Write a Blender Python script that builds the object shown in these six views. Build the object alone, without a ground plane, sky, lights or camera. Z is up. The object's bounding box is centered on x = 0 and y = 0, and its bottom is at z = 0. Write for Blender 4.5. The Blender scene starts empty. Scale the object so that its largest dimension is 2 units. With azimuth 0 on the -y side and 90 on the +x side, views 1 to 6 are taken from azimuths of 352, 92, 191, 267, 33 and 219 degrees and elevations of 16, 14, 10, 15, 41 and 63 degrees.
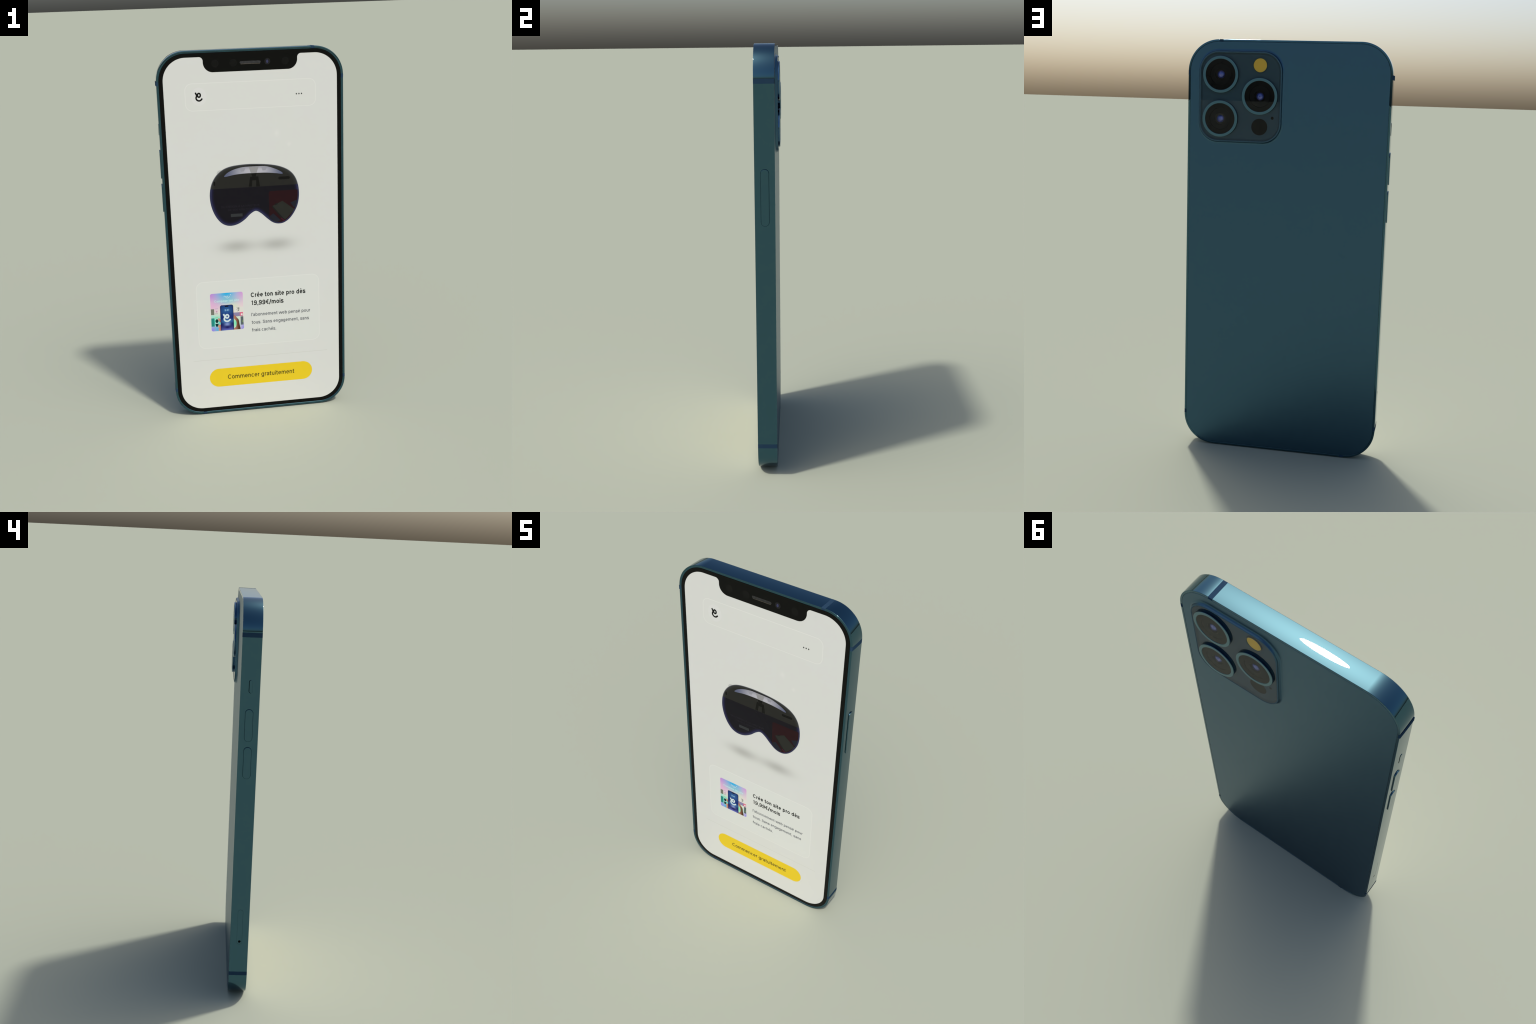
import bpy, bmesh, math, random
from mathutils import Vector, Matrix

random.seed(7)
SCENE = bpy.context.scene.collection

# ------------------------------------------------------------------ sizes (metres)
HW, HZ, RAD = 0.4834, 1.0, 0.150          # half width, half height, corner radius of the outline
YF, YB = -0.0558, 0.0352                  # front and back planes of the body
YC, HD = (YF + YB) / 2, (YB - YF) / 2
TOP_NORMAL_TILT = -0.0270                        # flat top; only its shading normals tilt, to place the sun glint
NORMAL_BULGE = 0.0015                            # bends side band normals only, narrowing the mirrored sun to an ellipse
Y_GLASS, Y_SCREEN, LAYER = -0.0557, -0.0559, 0.00006
Y_PLATE, Y_COVER, Y_LIP, Y_RING = 0.0380, 0.0468, 0.0480, 0.0562
SCREEN_LIGHT = (1.245, 1.235, 1.295)                        # albedo per displayed brightness


# ------------------------------------------------------------------ helpers: objects
def add(name, mesh, parent=None, mat=None):
    ob = bpy.data.objects.new(name, mesh)
    SCENE.objects.link(ob)
    if parent is not None:
        ob.parent = parent
    if mat is not None:
        if isinstance(mat, (list, tuple)):
            for m in mat:
                mesh.materials.append(m)
        else:
            mesh.materials.append(mat)
    return ob


def finish(bm, name, angle=35):
    bmesh.ops.recalc_face_normals(bm, faces=bm.faces[:])
    me = bpy.data.meshes.new(name)
    bm.to_mesh(me)
    bm.free()
    me.set_sharp_from_angle(angle=math.radians(angle))
    me.polygons.foreach_set("use_smooth", [len(p.vertices) <= 4 for p in me.polygons])   # flat caps stay flat
    return me


# ------------------------------------------------------------------ helpers: outlines (x, z)
def rounded_rect(cx, cz, hw, hh, r, seg=20):
    r = min(r, hw, hh)
    pts = []
    for k, (sx, sz) in enumerate(((1, 1), (-1, 1), (-1, -1), (1, -1))):
        for i in range(seg + 1):
            a = math.pi / 2 * (k + i / seg)
            pts.append((cx + sx * (hw - r) + r * math.cos(a), cz + sz * (hh - r) + r * math.sin(a)))
    return clean(pts)


def clean(pts, eps=1e-6):
    out = []
    for p in pts:
        if not out or abs(p[0] - out[-1][0]) + abs(p[1] - out[-1][1]) > eps:
            out.append(p)
    if abs(out[0][0] - out[-1][0]) + abs(out[0][1] - out[-1][1]) <= eps:
        out.pop()
    return out


def ellipse(cx, cz, rx, rz, n=48):
    return [(cx + rx * math.cos(2 * math.pi * i / n), cz + rz * math.sin(2 * math.pi * i / n)) for i in range(n)]


def spline(ctrl, per=6, closed=True):
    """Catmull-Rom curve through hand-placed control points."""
    n, out = len(ctrl), []
    for i in range(n if closed else n - 1):
        if closed:
            p0, p1, p2, p3 = (ctrl[(i + k) % n] for k in (-1, 0, 1, 2))
        else:
            p0, p1, p2, p3 = (ctrl[max(0, min(n - 1, i + k))] for k in (-1, 0, 1, 2))
        for j in range(per):
            t = j / per
            out.append(tuple(0.5 * (2 * p1[a] + (p2[a] - p0[a]) * t + (2 * p0[a] - 5 * p1[a] + 4 * p2[a] - p3[a]) * t * t
                                    + (3 * p1[a] - p0[a] - 3 * p2[a] + p3[a]) * t ** 3) for a in (0, 1)))
    if not closed:
        out.append(ctrl[-1])
    return out


def area(p):
    return 0.5 * sum(p[i][0] * p[(i + 1) % len(p)][1] - p[(i + 1) % len(p)][0] * p[i][1] for i in range(len(p)))


def inset(pts, d):
    s = 1 if area(pts) > 0 else -1
    n, out = len(pts), []
    for i in range(n):
        a, b = pts[i - 1], pts[(i + 1) % n]
        tx, tz = b[0] - a[0], b[1] - a[1]
        l = math.hypot(tx, tz) or 1
        out.append((pts[i][0] - s * tz / l * d, pts[i][1] + s * tx / l * d))
    return out


def clip(subject, convex):
    """Sutherland-Hodgman: keep what of subject lies in the convex outline."""
    if area(convex) < 0:
        convex = convex[::-1]
    out = subject
    for i in range(len(convex)):
        a, b = convex[i], convex[(i + 1) % len(convex)]
        side = lambda p: (b[0] - a[0]) * (p[1] - a[1]) - (b[1] - a[1]) * (p[0] - a[0])
        src, out = out, []
        for j in range(len(src)):
            p, q = src[j - 1], src[j]
            sp, sq = side(p), side(q)
            if (sp >= 0) != (sq >= 0):
                t = sp / (sp - sq)
                out.append((p[0] + (q[0] - p[0]) * t, p[1] + (q[1] - p[1]) * t))
            if sq >= 0:
                out.append(q)
        if not out:
            return []
    return clean(out)


def ribbon(path, width):
    left, right = [], []
    for i, p in enumerate(path):
        a, b = path[max(0, i - 1)], path[min(len(path) - 1, i + 1)]
        tx, tz = b[0] - a[0], b[1] - a[1]
        l = math.hypot(tx, tz) or 1
        nx, nz = -tz / l * width / 2, tx / l * width / 2
        left.append((p[0] + nx, p[1] + nz))
        right.append((p[0] - nx, p[1] - nz))
    return left + right[::-1]


# ------------------------------------------------------------------ helpers: meshes
def sheet(name, outlines, level, parent, mat, thick=0.00004):
    """Thin printed layers lying on the display: each outline becomes a thin solid facing -y."""
    if outlines and isinstance(outlines[0][0], (int, float)):
        outlines = [outlines]
    y = Y_SCREEN - LAYER * level
    bm = bmesh.new()
    for pts in outlines:
        pts = clean(pts)
        top = [bm.verts.new((x, y, z)) for x, z in pts]
        bot = [bm.verts.new((x, y + thick, z)) for x, z in pts]
        bm.faces.new(top)
        bm.faces.new(bot[::-1])
        for i in range(len(pts)):
            j = (i + 1) % len(pts)
            bm.faces.new((top[j], top[i], bot[i], bot[j]))
    me = finish(bm, name, 20)
    return add(name, me, parent, mat)


def loft(loops, cap_start=True, cap_end=True, ring=False):
    """Skin through loops of equal point count (lists of 3D points)."""
    bm = bmesh.new()
    rows = [[bm.verts.new(p) for p in lp] for lp in loops]
    n = len(rows[0])
    pairs = list(zip(rows, rows[1:])) + ([(rows[-1], rows[0])] if ring else [])
    for a, b in pairs:
        for i in range(n):
            j = (i + 1) % n
            bm.faces.new((a[i], a[j], b[j], b[i]))
    if not ring:
        if cap_start:
            bm.faces.new(rows[0][::-1])
        if cap_end:
            bm.faces.new(rows[-1])
    return bm


def rr_loops(cx, cz, hw, hh, r, profile, seg=20):
    """profile: (inset, y) pairs -> loops of a rounded rectangle."""
    loops = []
    for d, y in profile:
        pts = rounded_rect(cx, cz, hw - d, hh - d, max(r - d, 0.0005), seg)
        loops.append([(x, y, z) for x, z in pts])
    return loops


def lathe(name, cx, cz, profile, seg=96, parent=None, mat=None, cap_end=True, angle=14, cap_start=True):
    loops = [[(cx + r * math.cos(2 * math.pi * i / seg), y, cz + r * math.sin(2 * math.pi * i / seg)) for i in range(seg)] for r, y in profile]
    bm = loft(loops, cap_start, cap_end)
    return add(name, finish(bm, name, angle), parent, mat)


def stadium_x(cy, cz, hy, hz, profile, seg=12):
    """Pill outline in the (y, z) plane, lofted along x; profile: (inset, x)."""
    loops = []
    for d, x in profile:
        pts = rounded_rect(cy, cz, hy - d, hz - d, hy - d, seg)
        loops.append([(x, y, z) for y, z in pts])
    return loft(loops)


def cut(ob, cutters):
    for c in cutters:
        m = ob.modifiers.new("cut", "BOOLEAN")
        m.operation, m.solver, m.object = "DIFFERENCE", "EXACT", c
    dg = bpy.context.evaluated_depsgraph_get()
    me = bpy.data.meshes.new_from_object(ob.evaluated_get(dg))
    old = ob.data
    ob.modifiers.clear()
    ob.data = me
    me.name = old.name
    bpy.data.meshes.remove(old)
    for c in cutters:
        d = c.data
        bpy.data.objects.remove(c)
        bpy.data.meshes.remove(d)
    return ob


def cutter(bm):
    return add("cutter", finish(bm, "cutter"))


def text_outline(name, body, x0, x1, base, cap, level, parent, mat, weight=0.0):
    """Lettering from the built-in font, fitted to a width and a capital height."""
    def make(txt):
        cu = bpy.data.curves.new("lettering", "FONT")
        cu.body, cu.resolution_u, cu.offset = txt, 3, weight
        ob = bpy.data.objects.new("lettering", cu)
        SCENE.objects.link(ob)
        bpy.context.view_layer.update()
        me = bpy.data.meshes.new_from_object(ob.evaluated_get(bpy.context.evaluated_depsgraph_get()))
        bpy.data.objects.remove(ob)
        bpy.data.curves.remove(cu)
        return me
    ref = make("H")
    capital = max(v.co.y for v in ref.vertices) - min(v.co.y for v in ref.vertices)
    low = min(v.co.y for v in ref.vertices)
    bpy.data.meshes.remove(ref)
    me = make(body)
    lo, hi = min(v.co.x for v in me.vertices), max(v.co.x for v in me.vertices)
    y = Y_SCREEN - LAYER * level
    for v in me.vertices:
        v.co = (x0 + (v.co.x - lo) / (hi - lo) * (x1 - x0), y, base + (v.co.y - low) / capital * cap)
    me.name = name
    bm = bmesh.new()
    bm.from_mesh(me)
    bmesh.ops.remove_doubles(bm, verts=bm.verts[:], dist=1e-6)
    got = bmesh.ops.extrude_face_region(bm, geom=bm.faces[:])
    for v in got["geom"]:
        if isinstance(v, bmesh.types.BMVert):
            v.co.y += 0.00004
    bm.to_mesh(me)
    bm.free()
    me.materials.clear()
    for p in me.polygons:
        p.material_index = 0
        p.use_smooth = False
    return add(name, me, parent, mat)


# ------------------------------------------------------------------ a plain grotesque letter set, drawn as strokes
def ell(cx, cz, rx, rz, a0, a1, n=20):
    return [(cx + rx * math.cos(math.radians(a0 + (a1 - a0) * i / n)), cz + rz * math.sin(math.radians(a0 + (a1 - a0) * i / n))) for i in range(n + 1)]


def glyph(ch, w):
    """(advance, strokes) in capital heights; a stroke is (points, width factor)."""
    a, h, top, low = w / 2, 0.75, 1.03, -0.27
    line = lambda *p: [(list(p), 1)]
    bowl = lambda cx: [(ell(cx, h / 2, 0.335 - a, h / 2 + 0.01 - a, 0, 360, 32), 1)]
    stem = lambda x, z0=0.0, z1=h: [([(x, z0), (x, z1)], 1)]

    def arch(x0, x1):
        c, r = (x0 + x1) / 2, (x1 - x0) / 2
        return [(ell(c, h + 0.01 - a - 0.27, r, 0.27, 180, 0, 14) + [(x1, 0.0)], 1)]

    ess = lambda k, m: [(spline([(x * k, z * m) for x, z in ((0.59, h - 0.21), (0.50, h - 0.05 - a / 2), (0.35, h + 0.01 - a), (0.18, h - 0.05 - a / 2), (0.12 + a / 3, h - 0.19), (0.2, h / 2 + 0.06),
                               (0.37, h / 2), (0.54, h / 2 - 0.07), (0.61 - a / 3, 0.2), (0.54, 0.04 + a / 2), (0.36, a - 0.01), (0.18, 0.04 + a / 2), (0.09, 0.22))], 4, False), 1)]
    ee = [(ell(0.40, h / 2, 0.33 - a, h / 2 + 0.01 - a, 0, 318, 28), 1), ([(0.07 + a, h / 2), (0.73 - a * 0.4, h / 2)], 0.85)]
    nine = [(ell(0.43, 0.67, 0.35 - a, 0.34 - a, 0, 360, 28), 1),
            (spline([(0.78 - a, 0.67), (0.77 - a, 0.42), (0.66 - a / 2, 0.13), (0.43, a - 0.01), (0.22, 0.06), (0.11, 0.23)], 5, False), 1)]
    t = {
        " ": (0.38, []), "o": (0.81, bowl(0.405)), "c": (0.76, [(ell(0.40, h / 2, 0.33 - a, h / 2 + 0.01 - a, 48, 312, 26), 1)]),
        "e": (0.79, ee), "\u00e9": (0.79, ee + line((0.36, 0.87), (0.50, 1.06))), "\u00e8": (0.79, ee + line((0.45, 0.87), (0.30, 1.06))),
        "n": (0.80, stem(0.1 + a) + arch(0.1 + a, 0.70 - a)), "h": (0.80, stem(0.1 + a, 0, top) + arch(0.1 + a, 0.70 - a)),
        "m": (1.20, stem(0.1 + a) + arch(0.1 + a, 0.60) + arch(0.60, 1.10 - a)),
        "u": (0.80, [([(0.1 + a, h)] + ell(0.4, 0.27 + a - 0.01, 0.3 - a, 0.27, 180, 360, 14), 1)] + stem(0.70 - a)),
        "r": (0.51, stem(0.1 + a) + [(ell(0.42, h - a - 0.28, 0.32 - a, 0.28, 180, 78, 10), 1)]),
        "t": (0.49, [(spline([(0.22, 0.95), (0.22, 0.6), (0.22, 0.22), (0.27, 0.05), (0.43, a - 0.005)], 4, False), 1)] + line((0.03, h - a), (0.43, h - a))),
        "i": (0.33, stem(0.165) + [([(0.165, 0.89), (0.165, 1.03)], 1.15)]), "l": (0.33, stem(0.165, 0, top)),
        "f": (0.48, [(spline([(0.20, 0.0), (0.20, 0.45), (0.20, 0.83), (0.27, 0.98), (0.45, 1.04 - a)], 4, False), 1)] + line((0.03, h - a), (0.43, h - a))),
        "a": (0.75, [(spline([(0.12, h - 0.20), (0.20, h - 0.05 - a / 2), (0.37, h - a + 0.01), (0.56 - a / 2, h - 0.05 - a / 2), (0.66 - a, h - 0.24), (0.66 - a, 0.2), (0.66 - a, 0.0)], 4, False), 1),
                     (spline([(0.66 - a, 0.44), (0.36, 0.41), (0.14 + a / 2, 0.31), (0.08 + a, 0.2), (0.15 + a / 2, 0.05 + a / 2), (0.30, a - 0.01), (0.5 - a / 2, 0.06 + a / 2), (0.66 - a, 0.25)], 4, False), 0.92)]),
        "s": (0.71, ess(1, 1)), "S": (0.86, ess(1.2, 1.335)),
        "b": (0.82, stem(0.1 + a, 0, top) + bowl(0.425)), "d": (0.82, stem(0.72 - a, 0, top) + bowl(0.395)),
        "p": (0.82, stem(0.1 + a, low) + bowl(0.425)),
        "g": (0.82, bowl(0.395) + [(spline([(0.72 - a, h), (0.72 - a, 0.3), (0.72 - a, 0.0), (0.63 - a / 2, -0.2 + a / 2), (0.40, -0.28 + a), (0.13, -0.16)], 5, False), 1)]),
        "w": (1.10, line((0.05, h), (0.28, 0)) + line((0.28, 0), (0.55, h)) + line((0.55, h), (0.82, 0)) + line((0.82, 0), (1.05, h))),
        "k": (0.74, stem(0.1 + a, 0, top) + line((0.12, 0.26), (0.62, h)) + line((0.3, 0.42), (0.66, 0))),
        "C": (0.97, [(ell(0.50, 0.5, 0.44 - a, 0.51 - a, 42, 318, 30), 1)]),
        "P": (0.86, stem(0.1 + a, 0, 1) + [([(0.1 + a, 1 - a)] + ell(0.50, 0.71, 0.30 - a, 0.29 - a, 90, -90, 14) + [(0.1 + a, 0.42 + a)], 1)]),
        "1": (0.56, stem(0.40 - a, 0, 1) + line((0.40 - a, 1 - a), (0.10, 0.78))), "9": (0.86, nine),
        "4": (0.88, line((0.62, 0), (0.62, 1)) + line((0.60, 1), (0.08, 0.27)) + line((0.05, 0.25), (0.82, 0.25))),
        "\u20ac": (0.90, [(ell(0.54, 0.5, 0.36 - a, 0.51 - a, 50, 310, 26), 1), ([(0.03, 0.60), (0.64, 0.60)], 0.7), ([(0.03, 0.41), (0.60, 0.41)], 0.7)]),
        "/": (0.48, line((0.05, -0.12), (0.43, 1.03))), ",": (0.36, line((0.22, 0.13), (0.14, -0.16))), ".": (0.36, [([(0.18, 0), (0.18, 0.14)], 1.2)]),
        "'": (0.28, line((0.14, 0.70), (0.14, 1.02))), ":": (0.34, [([(0.17, 0), (0.17, 0.15)], 1.2), ([(0.17, 0.5), (0.17, 0.65)], 1.2)]),
    }
    return t[ch]


def lettering(name, body, x0, x1, base, cap, level, parent, mat, w=0.13):
    strips, pen = [], 0.0
    for ch in body:
        adv, strokes = glyph(ch, w)
        for k, (pts, f) in enumerate(strokes):
            strips.append(([(pen + x, z) for x, z in pts], w * f, k))
        pen += adv * 0.955
    lo = min(x for pts, _, _ in strips for x, _ in pts) - w / 2
    hi = max(x for pts, _, _ in strips for x, _ in pts) + w / 2
    bm = bmesh.new()
    for pts, width, k in strips:
        y = Y_SCREEN - LAYER * level - 0.000012 * k
        n = len(pts)
        closed = abs(pts[0][0] - pts[-1][0]) + abs(pts[0][1] - pts[-1][1]) < 1e-6
        if closed:
            pts = pts[:-1]
            n -= 1
        rows = [[], []]
        for i, p in enumerate(pts):
            q = pts[(i - 1) % n] if closed else pts[max(0, i - 1)]
            r = pts[(i + 1) % n] if closed else pts[min(n - 1, i + 1)]
            tx, tz = r[0] - q[0], r[1] - q[1]
            l = math.hypot(tx, tz) or 1
            for row, sgn in zip(rows, (1, -1)):
                x, z = p[0] - sgn * tz / l * width / 2, p[1] + sgn * tx / l * width / 2
                row.append(bm.verts.new((x0 + (x - lo) / (hi - lo) * (x1 - x0), y, base + z * cap)))
        for i in range(n if closed else n - 1):
            j = (i + 1) % n
            bm.faces.new((rows[0][i], rows[0][j], rows[1][j], rows[1][i]))
    got = bmesh.ops.extrude_face_region(bm, geom=bm.faces[:])
    for v in got["geom"]:
        if isinstance(v, bmesh.types.BMVert):
            v.co.y += 0.00004
    me = finish(bm, name, 20)
    return add(name, me, parent, mat)


# ------------------------------------------------------------------ materials
def lin(c):
    return tuple(((v / 255) / 12.92 if v / 255 <= 0.04045 else (((v / 255) + 0.055) / 1.055) ** 2.4) for v in c)


def shown(r, g, b):
    return tuple(max(0.0006, min(0.95, v * k - 0.0045)) for v, k in zip(lin((r, g, b)), SCREEN_LIGHT))


def principled(name):
    m = bpy.data.materials.new(name)
    m.use_nodes = True
    return m, m.node_tree, m.node_tree.nodes["Principled BSDF"]


def material(name, colour, metallic=0.0, rough=0.4, spec=0.5, coat=0.0, coat_rough=0.03, grain=0.0, grain_scale=900):
    m, nt, b = principled(name)
    b.inputs["Base Color"].default_value = (*colour, 1)
    b.inputs["Metallic"].default_value = metallic
    b.inputs["Roughness"].default_value = rough
    b.inputs["Specular IOR Level"].default_value = spec
    b.inputs["Coat Weight"].default_value = coat
    b.inputs["Coat Roughness"].default_value = coat_rough
    if grain:
        tc = nt.nodes.new("ShaderNodeTexCoord")
        nz = nt.nodes.new("ShaderNodeTexNoise")
        nz.inputs["Scale"].default_value = grain_scale
        nz.inputs["Detail"].default_value = 2
        nt.links.new(tc.outputs["Object"], nz.inputs["Vector"])
        mr = nt.nodes.new("ShaderNodeMapRange")
        mr.inputs["To Min"].default_value = rough - grain
        mr.inputs["To Max"].default_value = rough + grain
        nt.links.new(nz.outputs["Fac"], mr.inputs["Value"])
        nt.links.new(mr.outputs["Result"], b.inputs["Roughness"])
    return m


class Nodes:
    """Small helper for masks on Object coordinates (x, z)."""

    def __init__(self, nt):
        self.nt = nt
        tc = nt.nodes.new("ShaderNodeTexCoord")
        sp = nt.nodes.new("ShaderNodeSeparateXYZ")
        nt.links.new(tc.outputs["Object"], sp.inputs[0])
        self.x, self.z, self.vec = sp.outputs["X"], sp.outputs["Z"], tc.outputs["Object"]

    def math(self, op, a, b=None, c=None):
        n = self.nt.nodes.new("ShaderNodeMath")
        n.operation = op
        for i, v in enumerate((a, b, c)):
            if v is None:
                continue
            if isinstance(v, (int, float)):
                n.inputs[i].default_value = v
            else:
                self.nt.links.new(v, n.inputs[i])
        return n.outputs[0]

    def blob(self, cx, cz, sx, sz):
        u = self.math("DIVIDE", self.math("SUBTRACT", self.x, cx), sx)
        w = self.math("DIVIDE", self.math("SUBTRACT", self.z, cz), sz)
        q = self.math("ADD", self.math("MULTIPLY", u, u), self.math("MULTIPLY", w, w))
        return self.math("EXPONENT", self.math("MULTIPLY", q, -1.0))

    def step(self, src, a, b):
        n = self.nt.nodes.new("ShaderNodeMapRange")
        n.inputs["From Min"].default_value, n.inputs["From Max"].default_value = a, b
        n.interpolation_type = "SMOOTHSTEP"
        self.nt.links.new(src, n.inputs["Value"])
        return n.outputs["Result"]

    def mix(self, fac, a, b):
        n = self.nt.nodes.new("ShaderNodeMix")
        n.data_type = "RGBA"
        for sock, v in ((n.inputs[0], fac), (n.inputs[6], a), (n.inputs[7], b)):
            if isinstance(v, tuple):
                sock.default_value = (*v, 1)
            elif isinstance(v, (int, float)):
                sock.default_value = v
            else:
                self.nt.links.new(v, sock)
        return n.outputs[2]


def display(name, colour):
    """Printed/lit display colour: matt, given as it looks on the display."""
    return material(name, shown(*colour), metallic=0.5, rough=0.15, spec=0.13)


def display_nodes(name):
    m, nt, b = principled(name)
    b.inputs["Roughness"].default_value = 0.15
    b.inputs["Metallic"].default_value = 0.5
    b.inputs["Specular IOR Level"].default_value = 0.13
    return m, Nodes(nt), lambda out: nt.links.new(out, b.inputs["Base Color"])


M_FRAME = material("polished_blue_steel", (0.055, 0.125, 0.165), 1.0, 0.0)
M_BUTTON = M_FRAME
M_BAND = material("antenna_plastic", (0.020, 0.044, 0.078), 0.0, 0.5, 0.0)
M_BACK = material("frosted_blue_glass", (0.055, 0.120, 0.172), 1.0, 0.36, grain=0.02)
M_PLATE = material("camera_plate_glass", (0.052, 0.098, 0.126), 0.0, 0.55, 0.05)
M_RING = material("lens_ring_metal", (0.085, 0.172, 0.212), 1.0, 0.28)
M_RINGWALL = material("lens_ring_side", (0.045, 0.11, 0.20), 1.0, 0.12)
M_LENS = material("lens_barrel_black", (0.0088, 0.0088, 0.0080), 0.0, 0.6, 0.05)
M_LENS_IN = material("lens_barrel_floor", (0.012, 0.0122, 0.0116), 0.0, 0.6, 0.05)
M_WELL = material("lens_well_black", (0.001, 0.001, 0.001), 0.0, 0.6, 0.1)


def pane_material(name, ior):
    """Thin clear cover glass: clear through, mirror-like by Fresnel."""
    m = bpy.data.materials.new(name)
    m.use_nodes = True
    nt = m.node_tree
    nt.nodes.clear()
    out, mix = nt.nodes.new("ShaderNodeOutputMaterial"), nt.nodes.new("ShaderNodeMixShader")
    fr, clear, gloss = nt.nodes.new("ShaderNodeFresnel"), nt.nodes.new("ShaderNodeBsdfTransparent"), nt.nodes.new("ShaderNodeBsdfGlossy")
    fr.inputs["IOR"].default_value = ior
    gloss.inputs["Roughness"].default_value = 0.0
    nt.links.new(fr.outputs[0], mix.inputs[0])
    nt.links.new(clear.outputs[0], mix.inputs[1])
    nt.links.new(gloss.outputs[0], mix.inputs[2])
    nt.links.new(mix.outputs[0], out.inputs["Surface"])
    return m


M_PANE = pane_material("lens_pane_glass", 1.32)
M_COVER = pane_material("camera_cover_glass", 1.33)
M_GOLD = material("flash_gold", (0.90, 0.58, 0.085), 0.0, 0.5, 0.1)
M_FLASHRING = material("flash_rim", (0.025, 0.085, 0.12), 0.3, 0.4)
M_DOT = material("sensor_black", (0.0030, 0.0030, 0.0028), 0.0, 0.5, 0.05)
M_HOLE = material("hole_black", (0.001, 0.001, 0.001), 0.0, 0.8, 0.05)
M_GAP = material("gap_shadow_blue", (0.020, 0.05, 0.07), 1.0, 0.4)
M_GLASS = material("front_glass_black", (0.0022, 0.0022, 0.002), 0.0, 0.0, 0.13)
M_SENSOR = material("front_sensor", (0.0045, 0.0045, 0.0042), 0.0, 0.0, 0.13)
M_SCREW = material("screw_steel", (0.2, 0.24, 0.27), 1.0, 0.25)


def iris_material():
    m, nt, b = principled("iris_blue")
    nd = Nodes(nt)
    noise = nt.nodes.new("ShaderNodeTexNoise")
    noise.inputs["Scale"].default_value = 60
    nt.links.new(nd.vec, noise.inputs["Vector"])
    ramp = nt.nodes.new("ShaderNodeValToRGB")
    ramp.color_ramp.elements[0].color = (*lin((44, 54, 130)), 1)
    ramp.color_ramp.elements[0].position = 0.3
    ramp.color_ramp.elements[1].color = (*lin((128, 122, 190)), 1)  # pale violet lens highlights baked into the mottled colour
    ramp.color_ramp.elements[1].position = 0.7
    e = ramp.color_ramp.elements.new(0.5)
    e.color = (*lin((66, 88, 176)), 1)
    nt.links.new(noise.outputs["Fac"], ramp.inputs["Fac"])
    nt.links.new(ramp.outputs["Color"], b.inputs["Base Color"])
    b.inputs["Roughness"].default_value = 0.12
    b.inputs["Metallic"].default_value = 0.35
    b.inputs["Coat Weight"].default_value = 1.0
    return m


M_IRIS = iris_material()


def screen_material():
    m, nd, out = display_nodes("display_white")
    base, cool = shown(212, 213, 207), shown(212, 213, 208)
    noise = nd.nt.nodes.new("ShaderNodeTexNoise")
    noise.inputs["Scale"].default_value = 3
    nd.nt.links.new(nd.vec, noise.inputs["Vector"])
    col = nd.mix(nd.step(noise.outputs["Fac"], 0.35, 0.65), base, cool)
    a = nd.math("MULTIPLY", nd.blob(-0.112, 0.967, 0.088, 0.034), 0.74)  # headset's soft drop shadow, painted into the display colour as two dark lobes
    c = nd.math("MULTIPLY", nd.blob(0.112, 0.965, 0.088, 0.034), 0.74)
    d = nd.math("MULTIPLY", nd.blob(0.0, 0.966, 0.12, 0.03), 0.05)
    col = nd.mix(nd.math("MINIMUM", nd.math("ADD", nd.math("ADD", a, c), d), 1.0), col, shown(168, 169, 162))
    spark = nd.math("ADD", nd.blob(0.125, 1.565, 0.012, 0.016), nd.blob(0.19, 1.503, 0.009, 0.010))
    out(nd.mix(nd.math("MULTIPLY", spark, 0.5), col, shown(222, 223, 216)))
    return m


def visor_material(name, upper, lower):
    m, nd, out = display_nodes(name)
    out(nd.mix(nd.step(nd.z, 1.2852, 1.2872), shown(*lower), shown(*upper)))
    return m


def highlight_material():
    m, nd, out = display_nodes("visor_gleam")  # glossy highlight of the pictured visor, drawn as a pale gradient shape
    ends = nd.step(nd.math("ABSOLUTE", nd.x), 0.155, 0.03)
    col = nd.mix(ends, shown(92, 98, 122), shown(178, 177, 184))
    out(nd.mix(nd.math("MULTIPLY", nd.step(nd.z, 1.375, 1.398), 0.55), col, shown(120, 120, 130)))
    return m


TH_X0, TH_X1, TH_Z0, TH_Z1 = -0.2662, -0.0863, 0.4910, 0.7088
TX = lambda f: TH_X0 + f * (TH_X1 - TH_X0)
TZ = lambda f: TH_Z0 + f * (TH_Z1 - TH_Z0)


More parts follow.
